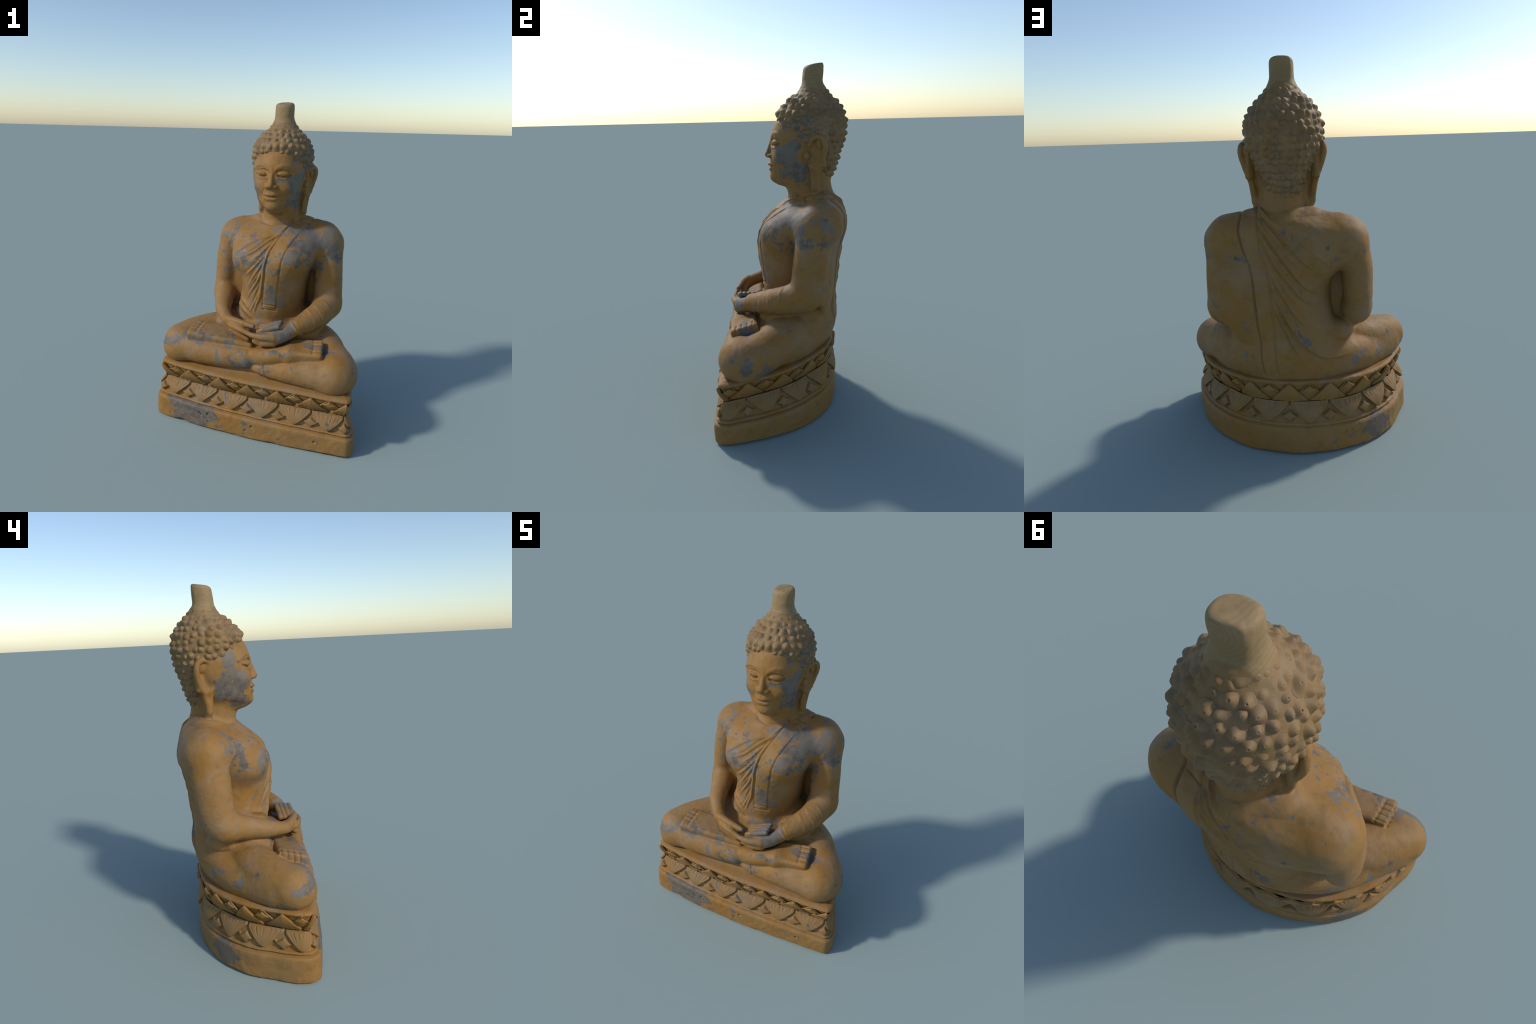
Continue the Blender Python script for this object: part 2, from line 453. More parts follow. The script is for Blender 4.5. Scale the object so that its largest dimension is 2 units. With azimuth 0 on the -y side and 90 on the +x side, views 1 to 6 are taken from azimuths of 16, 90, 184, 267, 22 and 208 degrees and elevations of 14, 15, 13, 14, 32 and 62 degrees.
# ------------------------------------------------------------------ robe folds, sash, face lines (curves on the body)
SASH_LEFT = [(.151, .106, 1.278), (.093, -.011, 1.191), (.049, -.083, 1.11), (.032, -.119, 1.031), (.027, -.124, .95), (.02, -.119, .865), (.017, -.11, .765)]
SASH_RIGHT = [(.235, .12, 1.245), (.205, .047, 1.211), (.167, -.042, 1.15), (.132, -.108, 1.07), (.121, -.119, 1.007), (.113, -.115, .929), (.106, -.11, .844), (.104, -.101, .75)]
BACK_SASH_OUT = [(.245, .20, 1.255), (.257, .313, 1.197), (.241, .349, 1.119), (.22, .346, 1.042), (.207, .328, .963), (.199, .308, .855), (.192, .30, .761), (.188, .308, .647), (.182, .328, .53), (.173, .332, .43)]
BACK_SASH_IN = [(.172, .22, 1.275), (.163, .356, 1.191), (.153, .379, 1.082), (.126, .364, .959), (.117, .35, .867), (.111, .334, .727), (.108, .344, .599), (.102, .342, .44)]
ROBE_EDGE_FRONT = [(.14, .085, 1.265), (.063, .0, 1.203), (-.054, -.034, 1.162), (-.138, -.068, 1.112), (-.19, -.06, 1.065)]
ROBE_EDGE_BACK = [(.162, .243, 1.277), (.093, .347, 1.233), (.043, .363, 1.206), (-.049, .378, 1.141), (-.109, .37, 1.088), (-.19, .31, 1.01)]
FRONT_FOLDS = [
    [(.098, .01, 1.209), (.015, -.043, 1.158), (-.058, -.09, 1.099), (-.132, -.1, 1.065)],
    [(.081, -.025, 1.177), (.03, -.091, 1.1), (-.026, -.116, 1.03), (-.118, -.083, .929)],
    [(.057, -.072, 1.125), (.016, -.113, 1.049), (-.035, -.119, .969), (-.099, -.087, .864)],
    [(.039, -.101, 1.081), (.01, -.124, .992), (-.035, -.115, .896), (-.132, -.066, .762)],
    [(.024, -.121, 1.02), (.011, -.122, .92), (-.023, -.109, .812), (-.093, -.111, .695)],
    [(.017, -.122, .921), (.0, -.115, .833), (-.029, -.102, .758), (-.053, -.112, .689)],
]
BACK_FOLDS = [
    [(.166, .248, 1.269), (.088, .355, 1.218), (.04, .378, 1.163), (-.027, .386, 1.081), (-.116, .349, .986)],
    [(.175, .297, 1.243), (.13, .361, 1.195), (.089, .384, 1.132), (.015, .384, 1.018), (-.044, .361, .93), (-.123, .313, .861)],
    [(.155, .358, 1.191), (.126, .381, 1.128), (.084, .384, 1.036), (.022, .371, .946), (-.034, .353, .866), (-.126, .302, .79)],
    [(.107, .374, .987), (.073, .364, .915), (.037, .356, .846), (-.011, .343, .761), (-.061, .33, .706)],
    [(.103, .357, .891), (.06, .35, .8), (.02, .34, .711), (-.05, .338, .61), (-.16, .31, .535), (-.29, .23, .53)],
    [(.098, .347, .813), (.05, .34, .707), (.012, .347, .625), (-.043, .346, .52)],
]
WAIST_ROLLS = [
    [(-.19, .03, .735), (-.15, -.05, .715), (-.09, -.10, .69), (-.05, -.11, .66)],
    [(-.20, .03, .69), (-.16, -.05, .672), (-.11, -.09, .65)],
    [(-.17, .0, .775), (-.12, -.07, .75), (-.07, -.10, .71)],
]
SLEEVE_FOLDS = [
    [(.365, .286, 1.117), (.325, .271, 1.034), (.288, .258, .931)],
    [(.339, .268, 1.182), (.301, .313, 1.126), (.281, .301, 1.049)],
    [(.375, .256, .881), (.338, .256, .83), (.292, .256, .769)],
    [(.30, -.15, .645), (.315, -.09, .70), (.30, -.05, .77)],
    [(.335, -.10, .645), (.35, -.05, .70), (.33, -.02, .785)],
    [(.365, -.05, .65), (.385, -.01, .70), (.37, .02, .79)],
]
CUFF = [(.205, -.135, .722), (.214, -.185, .722), (.262, -.215, .672), (.285, -.165, .625)]

def side_x(curve, z):
    c = np.asarray(curve)[::-1]
    return np.interp(z, c[:, 2], c[:, 0])

def bump(d, w):
    return np.exp(-(d / w) ** 2)

def near(P, curve, pad=0.05):
    c = np.asarray(curve)
    return ((P > c.min(0) - pad) & (P < c.max(0) + pad)).all(1)

def carve(P, lab_name):
    """displacement along the normal, metres"""
    D = np.zeros(len(P))
    def add(curve, fn, pad=0.05):
        m = near(P, curve, pad)
        if m.any():
            C = catmull(curve, 5)
            for _ in range(5):
                C = C - gradient(body, C) * np.clip(body(C), -.02, .02)[:, None]
            d, t, s = seg_dist(P[m], C)
            D[m] += fn(d, t, s)
    taper = lambda t: np.clip(np.minimum(t / .12, (1 - t) / .25), 0, 1)
    for i, c in enumerate(FRONT_FOLDS):
        add(c, lambda d, t, s: taper(t) * (.009 * bump(d, .007) - .006 * bump(s - .012, .007) * bump(d, .03)))
    finer = [[tuple((np.array(catmull(p, 8)[int(round(t * (len(catmull(p, 8)) - 1)))]) * .5 + np.array(catmull(q, 8)[int(round(t * (len(catmull(q, 8)) - 1)))]) * .5)) for t in (.12, .35, .6, .85)]
             for p, q in zip(BACK_FOLDS[:3] + FRONT_FOLDS[:4], BACK_FOLDS[1:4] + FRONT_FOLDS[1:5])]
    for c in finer:
        add(c, lambda d, t, s: taper(t) * .0045 * bump(d, .006))
    for i, c in enumerate(BACK_FOLDS):
        add(c, lambda d, t, s: taper(t) * (.010 * bump(d, .0065) - .006 * bump(s + .012, .007) * bump(d, .03)))
    for c in WAIST_ROLLS:
        add(c, lambda d, t, s: taper(t) * .010 * bump(d, .012))
    for c in SLEEVE_FOLDS:
        add(c, lambda d, t, s: taper(t) * .003 * bump(d, .009))
    for c in (ROBE_EDGE_FRONT, ROBE_EDGE_BACK):
        add(c, lambda d, t, s: np.clip((1 - t) / .15, 0, 1) * .006 * bump(d, .007))
    # sash: raised band with cut edges
    x, y, z = P.T
    front = (y < .14) & (z > .75) & (z < 1.27)
    a = x - side_x(SASH_LEFT, z); b = side_x(SASH_RIGHT, z) - x
    D += np.where(front, .0035 / (1 + np.exp(-np.clip(np.minimum(a, b) / .0022, -40, 40))), 0)
    back = (y > .20) & (z > .40) & (z < 1.26)
    a = side_x(BACK_SASH_OUT, z) - x; b = x - side_x(BACK_SASH_IN, z)
    D += np.where(back, .004 / (1 + np.exp(-np.clip(np.minimum(a, b) / .0025, -40, 40))), 0)
    for c in (SASH_LEFT, SASH_RIGHT):
        add(c, lambda d, t, s: -.0055 * bump(d, .005))
    add(BACK_SASH_OUT, lambda d, t, s: -.012 * bump(d, .0055))
    add(BACK_SASH_IN, lambda d, t, s: -.006 * bump(d, .0065))
    # folded hem at the lower end of the sash
    for zz in (.775, .758, .742):
        add([(.020, -.110, zz), (.061, -.110, zz - .003), (.105, -.103, zz - .008)], lambda d, t, s: -.005 * bump(d, .0045))
    # neck creases
    add([(.168, .219, 1.285), (.093, .314, 1.284), (.031, .316, 1.293), (-.01, .293, 1.303), (-.055, .22, 1.305)], lambda d, t, s: -.005 * bump(d, .005))
    add([(-.06, .10, 1.262), (-.03, .070, 1.256), (.033, .043, 1.253), (.097, .053, 1.260), (.15, .10, 1.275)], lambda d, t, s: -.005 * bump(d, .007))
    # hairline groove crack down the nape and back
    add([(.042, .305, 1.345), (.049, .322, 1.286), (.043, .362, 1.21), (.033, .389, 1.091), (.017, .385, 1.027), (.022, .369, .937), (.042, .355, .837)], lambda d, t, s: -.0022 * bump(d, .003))
    # sleeve cuff
    add(CUFF, lambda d, t, s: .006 * bump(d, .007))
    # eyes and mouth
    for sd in (1, -1):
        add([(FX + sd * .034, -.034, 1.5625), (FX + sd * .062, -.032, 1.557), (FX + sd * .088, -.016, 1.560), (FX + sd * .108, .004, 1.569)], lambda d, t, s: -.010 * bump(d, .0046), .03)
        add([(FX + sd * .036, -.034, 1.551), (FX + sd * .064, -.030, 1.545), (FX + sd * .098, -.008, 1.553)], lambda d, t, s: .0035 * bump(d, .005), .03)
        add([(FX + sd * .03, -.036, 1.589), (FX + sd * .06, -.028, 1.597), (FX + sd * .10, .0, 1.588)], lambda d, t, s: -.006 * bump(d, .0055), .03)
        add([(FX + sd * .034, -.035, 1.497), (FX + sd * .046, -.025, 1.475), (FX + sd * .055, -.022, 1.455)], lambda d, t, s: -.003 * bump(d, .008), .03)
    add([(FX - .052, -.026, 1.4435), (FX - .02, -.05, 1.4395), (FX + .02, -.05, 1.4395), (FX + .052, -.026, 1.4435)], lambda d, t, s: -.006 * bump(d, .0035), .03)
    # toes: short cuts from the front edge of each foot, and a crease behind them
    for i in range(4):
        t = (i + .9) / 5
        add([(.365 - .02 * t, -.293 + t * .155, .578 + t * .036), (.432 - .02 * t, -.293 + t * .155, .582 + t * .036), (.434 - .02 * t, -.293 + t * .155, .55 + t * .036)], lambda d, u, s_: -.0048 * bump(d, .0045), .03)
        add([(-.365 + .01 * t, -.258 + t * .155, .592 + t * .034), (-.428 + .01 * t, -.258 + t * .155, .595 + t * .034), (-.43 + .01 * t, -.258 + t * .155, .56 + t * .034)], lambda d, u, s_: -.0048 * bump(d, .0045), .03)
    add([(.372, -.29, .580), (.366, -.21, .602), (.352, -.15, .614)], lambda d, u, s_: -.004 * bump(d, .006), .03)
    add([(-.372, -.255, .594), (-.368, -.18, .612), (-.362, -.12, .625)], lambda d, u, s_: -.004 * bump(d, .006), .03)
    # shin cuffs at the crossing
    add([(.09, -.31, .40), (.085, -.325, .43), (.075, -.305, .47)], lambda d, t, s: .006 * bump(d, .006))
    # hand-finished unevenness
    D += .0022 * fractal(P, 9, 3, 3) + .0007 * fractal(P, 45, 11, 2)
    return D

# ------------------------------------------------------------------ material nodes
class Nodes:
    def __init__(self, mat):
        self.t = mat.node_tree; self.n = self.t.nodes; self.l = self.t.links
    def new(self, kind, **sock):
        nd = self.n.new(kind)
        for k, v in sock.items():
            self.put(nd.inputs[k.replace('_', ' ')], v)
        return nd
    def put(self, inp, v):
        if isinstance(v, bpy.types.NodeSocket):
            self.l.new(v, inp)
        else:
            inp.default_value = v
    def math(self, op, a, b=0.0, clamp=False):
        nd = self.n.new("ShaderNodeMath"); nd.operation = op; nd.use_clamp = clamp
        self.put(nd.inputs[0], a); self.put(nd.inputs[1], b)
        return nd.outputs[0]
    def noise(self, vec, scale, detail=4.0, rough=0.55, dist=0.0):
        nd = self.new("ShaderNodeTexNoise", Vector=vec, Scale=scale, Detail=detail, Roughness=rough, Distortion=dist)
        return nd.outputs[0]
    def step(self, v, lo, hi):
        nd = self.n.new("ShaderNodeMapRange"); nd.interpolation_type = "SMOOTHSTEP"
        self.put(nd.inputs["Value"], v); nd.inputs["From Min"].default_value = lo; nd.inputs["From Max"].default_value = hi
        return nd.outputs[0]
    def mix(self, fac, a, b, blend="MIX"):
        nd = self.n.new("ShaderNodeMix"); nd.data_type = "RGBA"; nd.blend_type = blend
        self.put(nd.inputs[0], fac)
        for s, v in ((nd.inputs[6], a), (nd.inputs[7], b)):
            self.put(s, v if isinstance(v, bpy.types.NodeSocket) else (*v, 1.0))
        return nd.outputs[2]

OCHRE = (.244, .136, .043)
AMBER = (.260, .126, .025)
UMBER = (.145, .084, .030)
DUSTY = (.255, .163, .094)
BARE = (.150, .130, .108)
BARE_DARK = (.085, .072, .062)
HAIR_TAN = (.208, .125, .053)
PETAL_TAN = (.228, .142, .058)

def paint(name, coat=(OCHRE, AMBER, UMBER, DUSTY), wear=0.0, spots=(), wear_scale=9.0, world=False, dust=0.35, vary=0.0, rings=None, ground=None):
    """worn ochre paint: mottled coat, flaked patches down to grey ground, fine grain"""
    mat = bpy.data.materials.new(name); mat.use_nodes = True
    N = Nodes(mat); bsdf = N.n["Principled BSDF"]
    pos = N.new("ShaderNodeNewGeometry").outputs["Position"] if world else N.new("ShaderNodeTexCoord").outputs["Object"]
    big = N.noise(pos, 4.5, 4, .6, .6)
    mid = N.noise(pos, 17.0, 5, .6, .4)
    col = N.mix(N.step(big, .36, .64), coat[1], coat[0])
    col = N.mix(N.math("MULTIPLY", N.step(mid, .50, .74), .55), col, coat[2])
    dusty = N.math("MULTIPLY", N.step(N.noise(pos, 6.3, 6, .65, .8), .42, .70), dust * 2)
    col = N.mix(N.math("MINIMUM", dusty, .9), col, coat[3])
    if rings is not None:
        # sawn wood: curved growth rings around a pith axis
        sub = N.n.new("ShaderNodeVectorMath"); sub.operation = "SUBTRACT"
        N.l.new(pos, sub.inputs[0]); sub.inputs[1].default_value = rings
        w = N.new("ShaderNodeTexWave", Vector=sub.outputs[0], Scale=26.0, Distortion=2.2, Detail=2.0, Detail_Scale=1.2)
        w.wave_type = "RINGS"; w.rings_direction = "Y"
        col = N.mix(N.math("MULTIPLY", w.outputs["Fac"], .24), col, (.150, .098, .048))
    # flaked patches
    warp = N.noise(pos, wear_scale, 7, .62, .5)
    fine = N.noise(pos, 60.0, 4, .6)
    small = N.noise(pos, wear_scale * 3.1, 5, .6, .3)
    m = N.math("ADD", N.math("ADD", N.math("MULTIPLY", N.math("SUBTRACT", warp, .5), 1.35), .5), N.math("ADD", N.math("MULTIPLY", N.math("SUBTRACT", fine, .5), .14), N.math("MULTIPLY", N.math("SUBTRACT", small, .5), .55)))
    bias = None
    for (x, y, z, r, s) in spots:
        r *= 1.35
        dn = N.n.new("ShaderNodeVectorMath"); dn.operation = "DISTANCE"
        N.l.new(pos, dn.inputs[0]); dn.inputs[1].default_value = (x, y, z)
        mr = N.n.new("ShaderNodeMapRange"); mr.interpolation_type = "SMOOTHSTEP"
        N.l.new(dn.outputs["Value"], mr.inputs["Value"])
        mr.inputs["From Min"].default_value = r; mr.inputs["From Max"].default_value = r * .25
        mr.inputs["To Min"].default_value = 0; mr.inputs["To Max"].default_value = s
        bias = mr.outputs[0] if bias is None else N.math("MAXIMUM", bias, mr.outputs[0])
    if bias is not None:
        m = N.math("ADD", m, bias)
    thr = .80 - wear
    mask = N.step(m, thr, thr + .010)
    soft = N.step(m, thr - .05, thr)
    bare = N.mix(N.step(N.noise(pos, 30, 5, .6), .35, .68), BARE_DARK, BARE)
    bare = N.mix(N.step(N.noise(pos, 7, 3), .4, .65), bare, ground or BARE)
    col = N.mix(N.math("MULTIPLY", soft, .25), col, coat[3])
    col = N.mix(N.math("MULTIPLY", mask, .93), col, bare)
    # specks and grain
    speck = N.step(N.noise(pos, 130.0, 3, .6), .66, .74)
    col = N.mix(N.math("MULTIPLY", speck, .35), col, (.12, .075, .035))
    grain = N.noise(pos, 260.0, 3, .6)
    col = N.mix(.22, col, N.mix(N.step(grain, .3, .7), (.45, .45, .45), (.62, .62, .62)), "OVERLAY")
    if vary:
        rnd = N.new("ShaderNodeObjectInfo").outputs["Random"]
        col = N.mix(N.math("MULTIPLY", N.step(rnd, .2, .9), vary), col, coat[2])
    N.l.new(col, bsdf.inputs["Base Color"])
    rough = N.math("ADD", .50, N.math("MULTIPLY", mid, .25))
    N.l.new(rough, bsdf.inputs["Roughness"])
    bsdf.inputs["Specular IOR Level"].default_value = .30
    h = N.math("ADD", N.math("MULTIPLY", grain, .25), N.math("MULTIPLY", N.noise(pos, 70, 4, .6), 1.0))
    h = N.math("SUBTRACT", h, N.math("MULTIPLY", mask, .5))
    bp = N.new("ShaderNodeBump", Strength=.22, Distance=.004, Height=h)
    N.l.new(bp.outputs[0], bsdf.inputs["Normal"])
    return mat

BODY_SPOTS = [
    (-.26, .06, 1.17, .13, .20), (-.30, .05, 1.08, .12, .16), (-.12, -.07, 1.11, .13, .22), (-.17, -.10, 1.03, .10, .20),
    (.02, -.11, 1.07, .13, .20), (.10, -.10, 1.03, .12, .18), (.20, .0, 1.17, .14, .24), (.34, .10, 1.20, .15, .26),
    (.30, .02, 1.10, .12, .20), (.42, .16, 1.13, .13, .22), (.20, -.09, 1.05, .13, .20), (.06, -.12, .92, .09, .16), (.06, -.11, .80, .06, .18),
    (.14, -.10, .76, .07, .22), (.06, -.08, .68, .10, .14), (-.02, -.10, .90, .10, .14),
    (.17, -.22, .66, .09, .40), (.08, -.28, .62, .10, .14), (-.10, -.26, .70, .08, .14), (.02, -.26, .69, .04, .2),
    (-.30, -.31, .53, .13, .13), (-.18, -.31, .50, .14, .15), (-.06, -.31, .48, .10, .14), (-.50, -.25, .53, .10, .13), (-.10, -.27, .56, .09, .12),
    (.13, -.31, .52, .09, .24), (.34, -.22, .60, .07, .20), (.10, -.32, .44, .07, .16), (.58, -.25, .43, .06, .24), (.62, -.08, .40, .10, .20), (.61, -.22, .45, .06, .22),
    (-.35, .20, .48, .09, .24), (-.47, .12, .46, .07, .24), (-.56, -.12, .42, .07, .20), (-.58, -.2, .50, .07, .14), (.47, .22, 1.05, .09, .16),
    (-.30, .30, 1.10, .06, .22), (.43, -.21, .56, .05, .34), (.05, -.13, .66, .10, .22), (.36, .20, 1.24, .10, .2), (-.25, .10, 1.22, .08, .2),
]
FACE_SPOTS = [
    (.165, .04, 1.50, 0.085, 0.56), (.155, .08, 1.42, 0.102, 0.56), (.11, .04, 1.35, .08, .3), (.18, .08, 1.56, 0.051, 0.52), (.165, .03, 1.65, .05, .30), (.075, -.035, 1.53, .035, .16),
    (-.105, .05, 1.47, 0.102, 0.58), (-.06, .03, 1.37, 0.068, 0.50), (-.12, .08, 1.60, 0.068, 0.48), (.0, -.05, 1.435, .05, .16), (.09, -.01, 1.69, .05, .14), (.00, -.02, 1.33, .07, .3),
    (-.115, .11, 1.45, .09, .5), (-.11, .09, 1.54, .06, .4), (-.03, .0, 1.69, .05, .12), (.03, -.05, 1.60, .02, .2), (.10, .10, 1.29, .08, .2), (-.02, -.05, 1.54, .03, .2),
]
PLINTH_SPOTS = [
    (-.40, -.34, .09, .17, .50), (-.22, -.36, .10, .14, .36), (-.06, -.38, .08, .12, .16), (.20, -.40, .09, .10, .20), (.42, -.40, .08, .06, .16),
    (-.45, .20, .11, .11, .52), (-.33, .26, .10, .09, .26), (-.20, .31, .03, .07, .24), (-.02, .34, .05, .05, .22), (-.55, .0, .08, .05, .12), (.45, .18, .06, .04, .2), (-.61, -.2, .08, .06, .2),
]

# ------------------------------------------------------------------ scene assembly helpers
def link(ob, parent=None):
    bpy.context.scene.collection.objects.link(ob)
    if parent is not None:
        ob.parent = parent
    return ob

def mesh_object(name, verts, faces, mat, parent, normals=None):
    me = bpy.data.meshes.new(name)
    me.from_pydata([tuple(v) for v in verts], [], [tuple(int(i) for i in f) for f in faces])
    me.materials.append(mat)
    me.polygons.foreach_set("use_smooth", np.ones(len(me.polygons), bool))
    if normals is not None:
        me.normals_split_custom_set_from_vertices([tuple(n) for n in normals])
    me.update()
    ob = bpy.data.objects.new(name, me)
    return link(ob, parent)

statue = bpy.data.objects.new("seated_statue", None)
statue["label"] = "worn ochre seated meditating figure on a carved lotus throne"
statue["category"] = "statue"
link(statue)

M_SKIN = paint("worn_ochre_paint", wear=.105, spots=BODY_SPOTS, dust=.32)
M_FACE = paint("flaked_face_paint", wear=.0, spots=FACE_SPOTS, dust=.15, wear_scale=12)
M_HAIR = paint("dusty_hair_paint", coat=(HAIR_TAN, (.225, .132, .046), (.11, .082, .052), (.26, .178, .095)), wear=.02, world=True, dust=.3,
               spots=[(.21, .14, 1.66, .17, .55), (.19, .10, 1.76, .12, .4), (.0, .30, 1.42, .10, .1)])
M_CURL = paint("curl_paint", coat=(HAIR_TAN, (.235, .135, .044), (.115, .084, .054), (.26, .18, .098)), wear=.03, world=True, dust=.3, vary=.3, wear_scale=14,
               spots=[(.22, .10, 1.64, .15, .26), (.20, .10, 1.74, .12, .20), (.05, .0, 1.73, .04, .05)])
M_KNOB = paint("bare_wood", coat=((.275, .185, .085), (.25, .165, .07), (.19, .13, .065), (.30, .21, .11)), wear=-.12, dust=.2, rings=(HX + .012, .20, 1.965))
M_PLINTH = paint("plinth_paint", wear=.01, spots=PLINTH_SPOTS, dust=.1, ground=(.135, .104, .076))
M_RING = paint("throne_paint", wear=.02, dust=.3)
M_PETAL = paint("petal_paint", coat=((.215, .125, .046), (.235, .124, .032), (.140, .086, .040), (.235, .155, .085)), wear=.08, dust=.3,
                spots=[(-.10, -.35, .20, .12, .16), (.1, -.36, .20, .10, .16), (-.30, -.34, .19, .08, .1), (.48, -.37, .18, .10, .12)])
M_UPPER = paint("upper_petal_paint", coat=(OCHRE, AMBER, UMBER, DUSTY), wear=.03, dust=.15, spots=[(-.25, -.33, .31, .2, .16), (.0, -.34, .30, .15, .10)])

# ------------------------------------------------------------------ body mesh
verts, quads = surface_nets(body, (-.70, -.40, .27), (.70, .44, 2.035), STEP)
for _ in range(2):
    g = gradient(body, verts)
    verts = verts - g * np.clip(body(verts), -.003, .003)[:, None] * .8
F, lab = body(verts, True)
names = [p[0] for p in PARTS]
g = gradient(body, verts)
verts = verts + g * carve(verts, None)[:, None]

# drop what lies hidden inside the throne
fc = verts[quads].mean(1)
keep = fc[:, 2] > .315
quads = quads[keep]; fc = fc[keep]

def vertex_normals(v, q):
    n = np.cross(v[q[:, 2]] - v[q[:, 0]], v[q[:, 3]] - v[q[:, 1]])
    out = np.zeros_like(v)
    for i in range(4):
        np.add.at(out, q[:, i], n)
    return out / (np.linalg.norm(out, axis=1, keepdims=True) + 1e-12)
vn = vertex_normals(verts, quads)

# region of every face
fl = np.sort(lab[quads], 1)[:, 1]
region = np.array([names[i] for i in fl], dtype=object)
x, y, z = fc.T
seat = region == "seat"
region[seat & (x < -.18)] = "leg"
region[seat & (x > .20)] = "leg.L"
region[region == "seat"] = "torso"
tor = region == "torso"
zf = np.interp(x, [p[0] for p in ROBE_EDGE_FRONT[::-1]], [p[2] for p in ROBE_EDGE_FRONT[::-1]])
zb = np.interp(x, [p[0] for p in ROBE_EDGE_BACK[::-1]], [p[2] for p in ROBE_EDGE_BACK[::-1]])
robe = np.where(y < .15, z < zf, z < zb)
sash = np.where(y < .15, (x > side_x(SASH_LEFT, z)) & (x < side_x(SASH_RIGHT, z)) & (z > .75) & (z < 1.27),
                (x < side_x(BACK_SASH_OUT, z)) & (x > side_x(BACK_SASH_IN, z)) & (z > .38) & (z < 1.27))
region[tor & robe] = "robe"
region[tor & sash] = "sash"
head = region == "head"
region[head & (z < 1.325 + .12 * np.clip(y - .06, 0, 1)) & (z < 1.36)] = "neck"
hands = region == "hand"

parts = {}
MATS = {"head": M_FACE, "neck": M_FACE, "hair": M_HAIR, "topknot": M_KNOB, "ear": M_FACE, "ear.L": M_FACE}
for nm in sorted(set(region)):
    sel = quads[region == nm]
    used, inv = np.unique(sel, return_inverse=True)
    plain = nm.split(".")[0]
    parts[nm] = mesh_object(plain, verts[used], inv.reshape(-1, 4), MATS.get(nm, M_SKIN), statue, vn[used])

# ------------------------------------------------------------------ hair curls
rng = random.Random(SEED)

def curl_mesh(name, pit, twist):
    """bell-shaped knob with a flared skirt and a small drilled tip"""
    prof = [(r, (.5 + .5 * math.cos(math.pi * r / 1.26)) ** .95 - .04) for r in (1.26, 1.14, 1.02, .90, .78, .66, .52, .38, .28, .20)]
    prof = [(1.34, -.45)] + prof
    prof += [(.14, prof[-1][1] - pit * .35), (.07, prof[-1][1] - pit)]
    seg = 18
    vs, fs = [], []
    for j, (r, h) in enumerate(prof):
        for i in range(seg):
            a = math.tau * i / seg
            rr = r * (1 + .05 * math.sin(2 * a + twist) + .03 * math.sin(3 * a + 2 * twist))
            vs.append((rr * math.cos(a) + .16 * h * math.cos(twist), rr * math.sin(a) + .16 * h * math.sin(twist), h))
    for j in range(len(prof) - 1):
        for i in range(seg):
            fs.append((j * seg + i, j * seg + (i + 1) % seg, (j + 1) * seg + (i + 1) % seg, (j + 1) * seg + i))
    vs.append((0, 0, prof[-1][1])); c = len(vs) - 1
    for i in range(seg):
        fs.append(((len(prof) - 1) * seg + i, (len(prof) - 1) * seg + (i + 1) % seg, c))
    me = bpy.data.meshes.new(name)
    me.from_pydata(vs, [], fs)
    me.polygons.foreach_set("use_smooth", np.ones(len(me.polygons), bool))
    me.materials.append(M_CURL)
    return me
CURLS = [curl_mesh("hair_curl", p, t) for p, t in ((.02, .4), (.16, 1.9), (.08, 3.3), (.0, 5.1))]

def hairline(zz):
    return np.interp(zz, [1.36, 1.46, 1.50, 1.535, 1.56, 1.60, 1.64, 1.675, 1.70, 1.72], [.235, .235, .235, .150, .118, .088, .050, .018, .0, -.1])

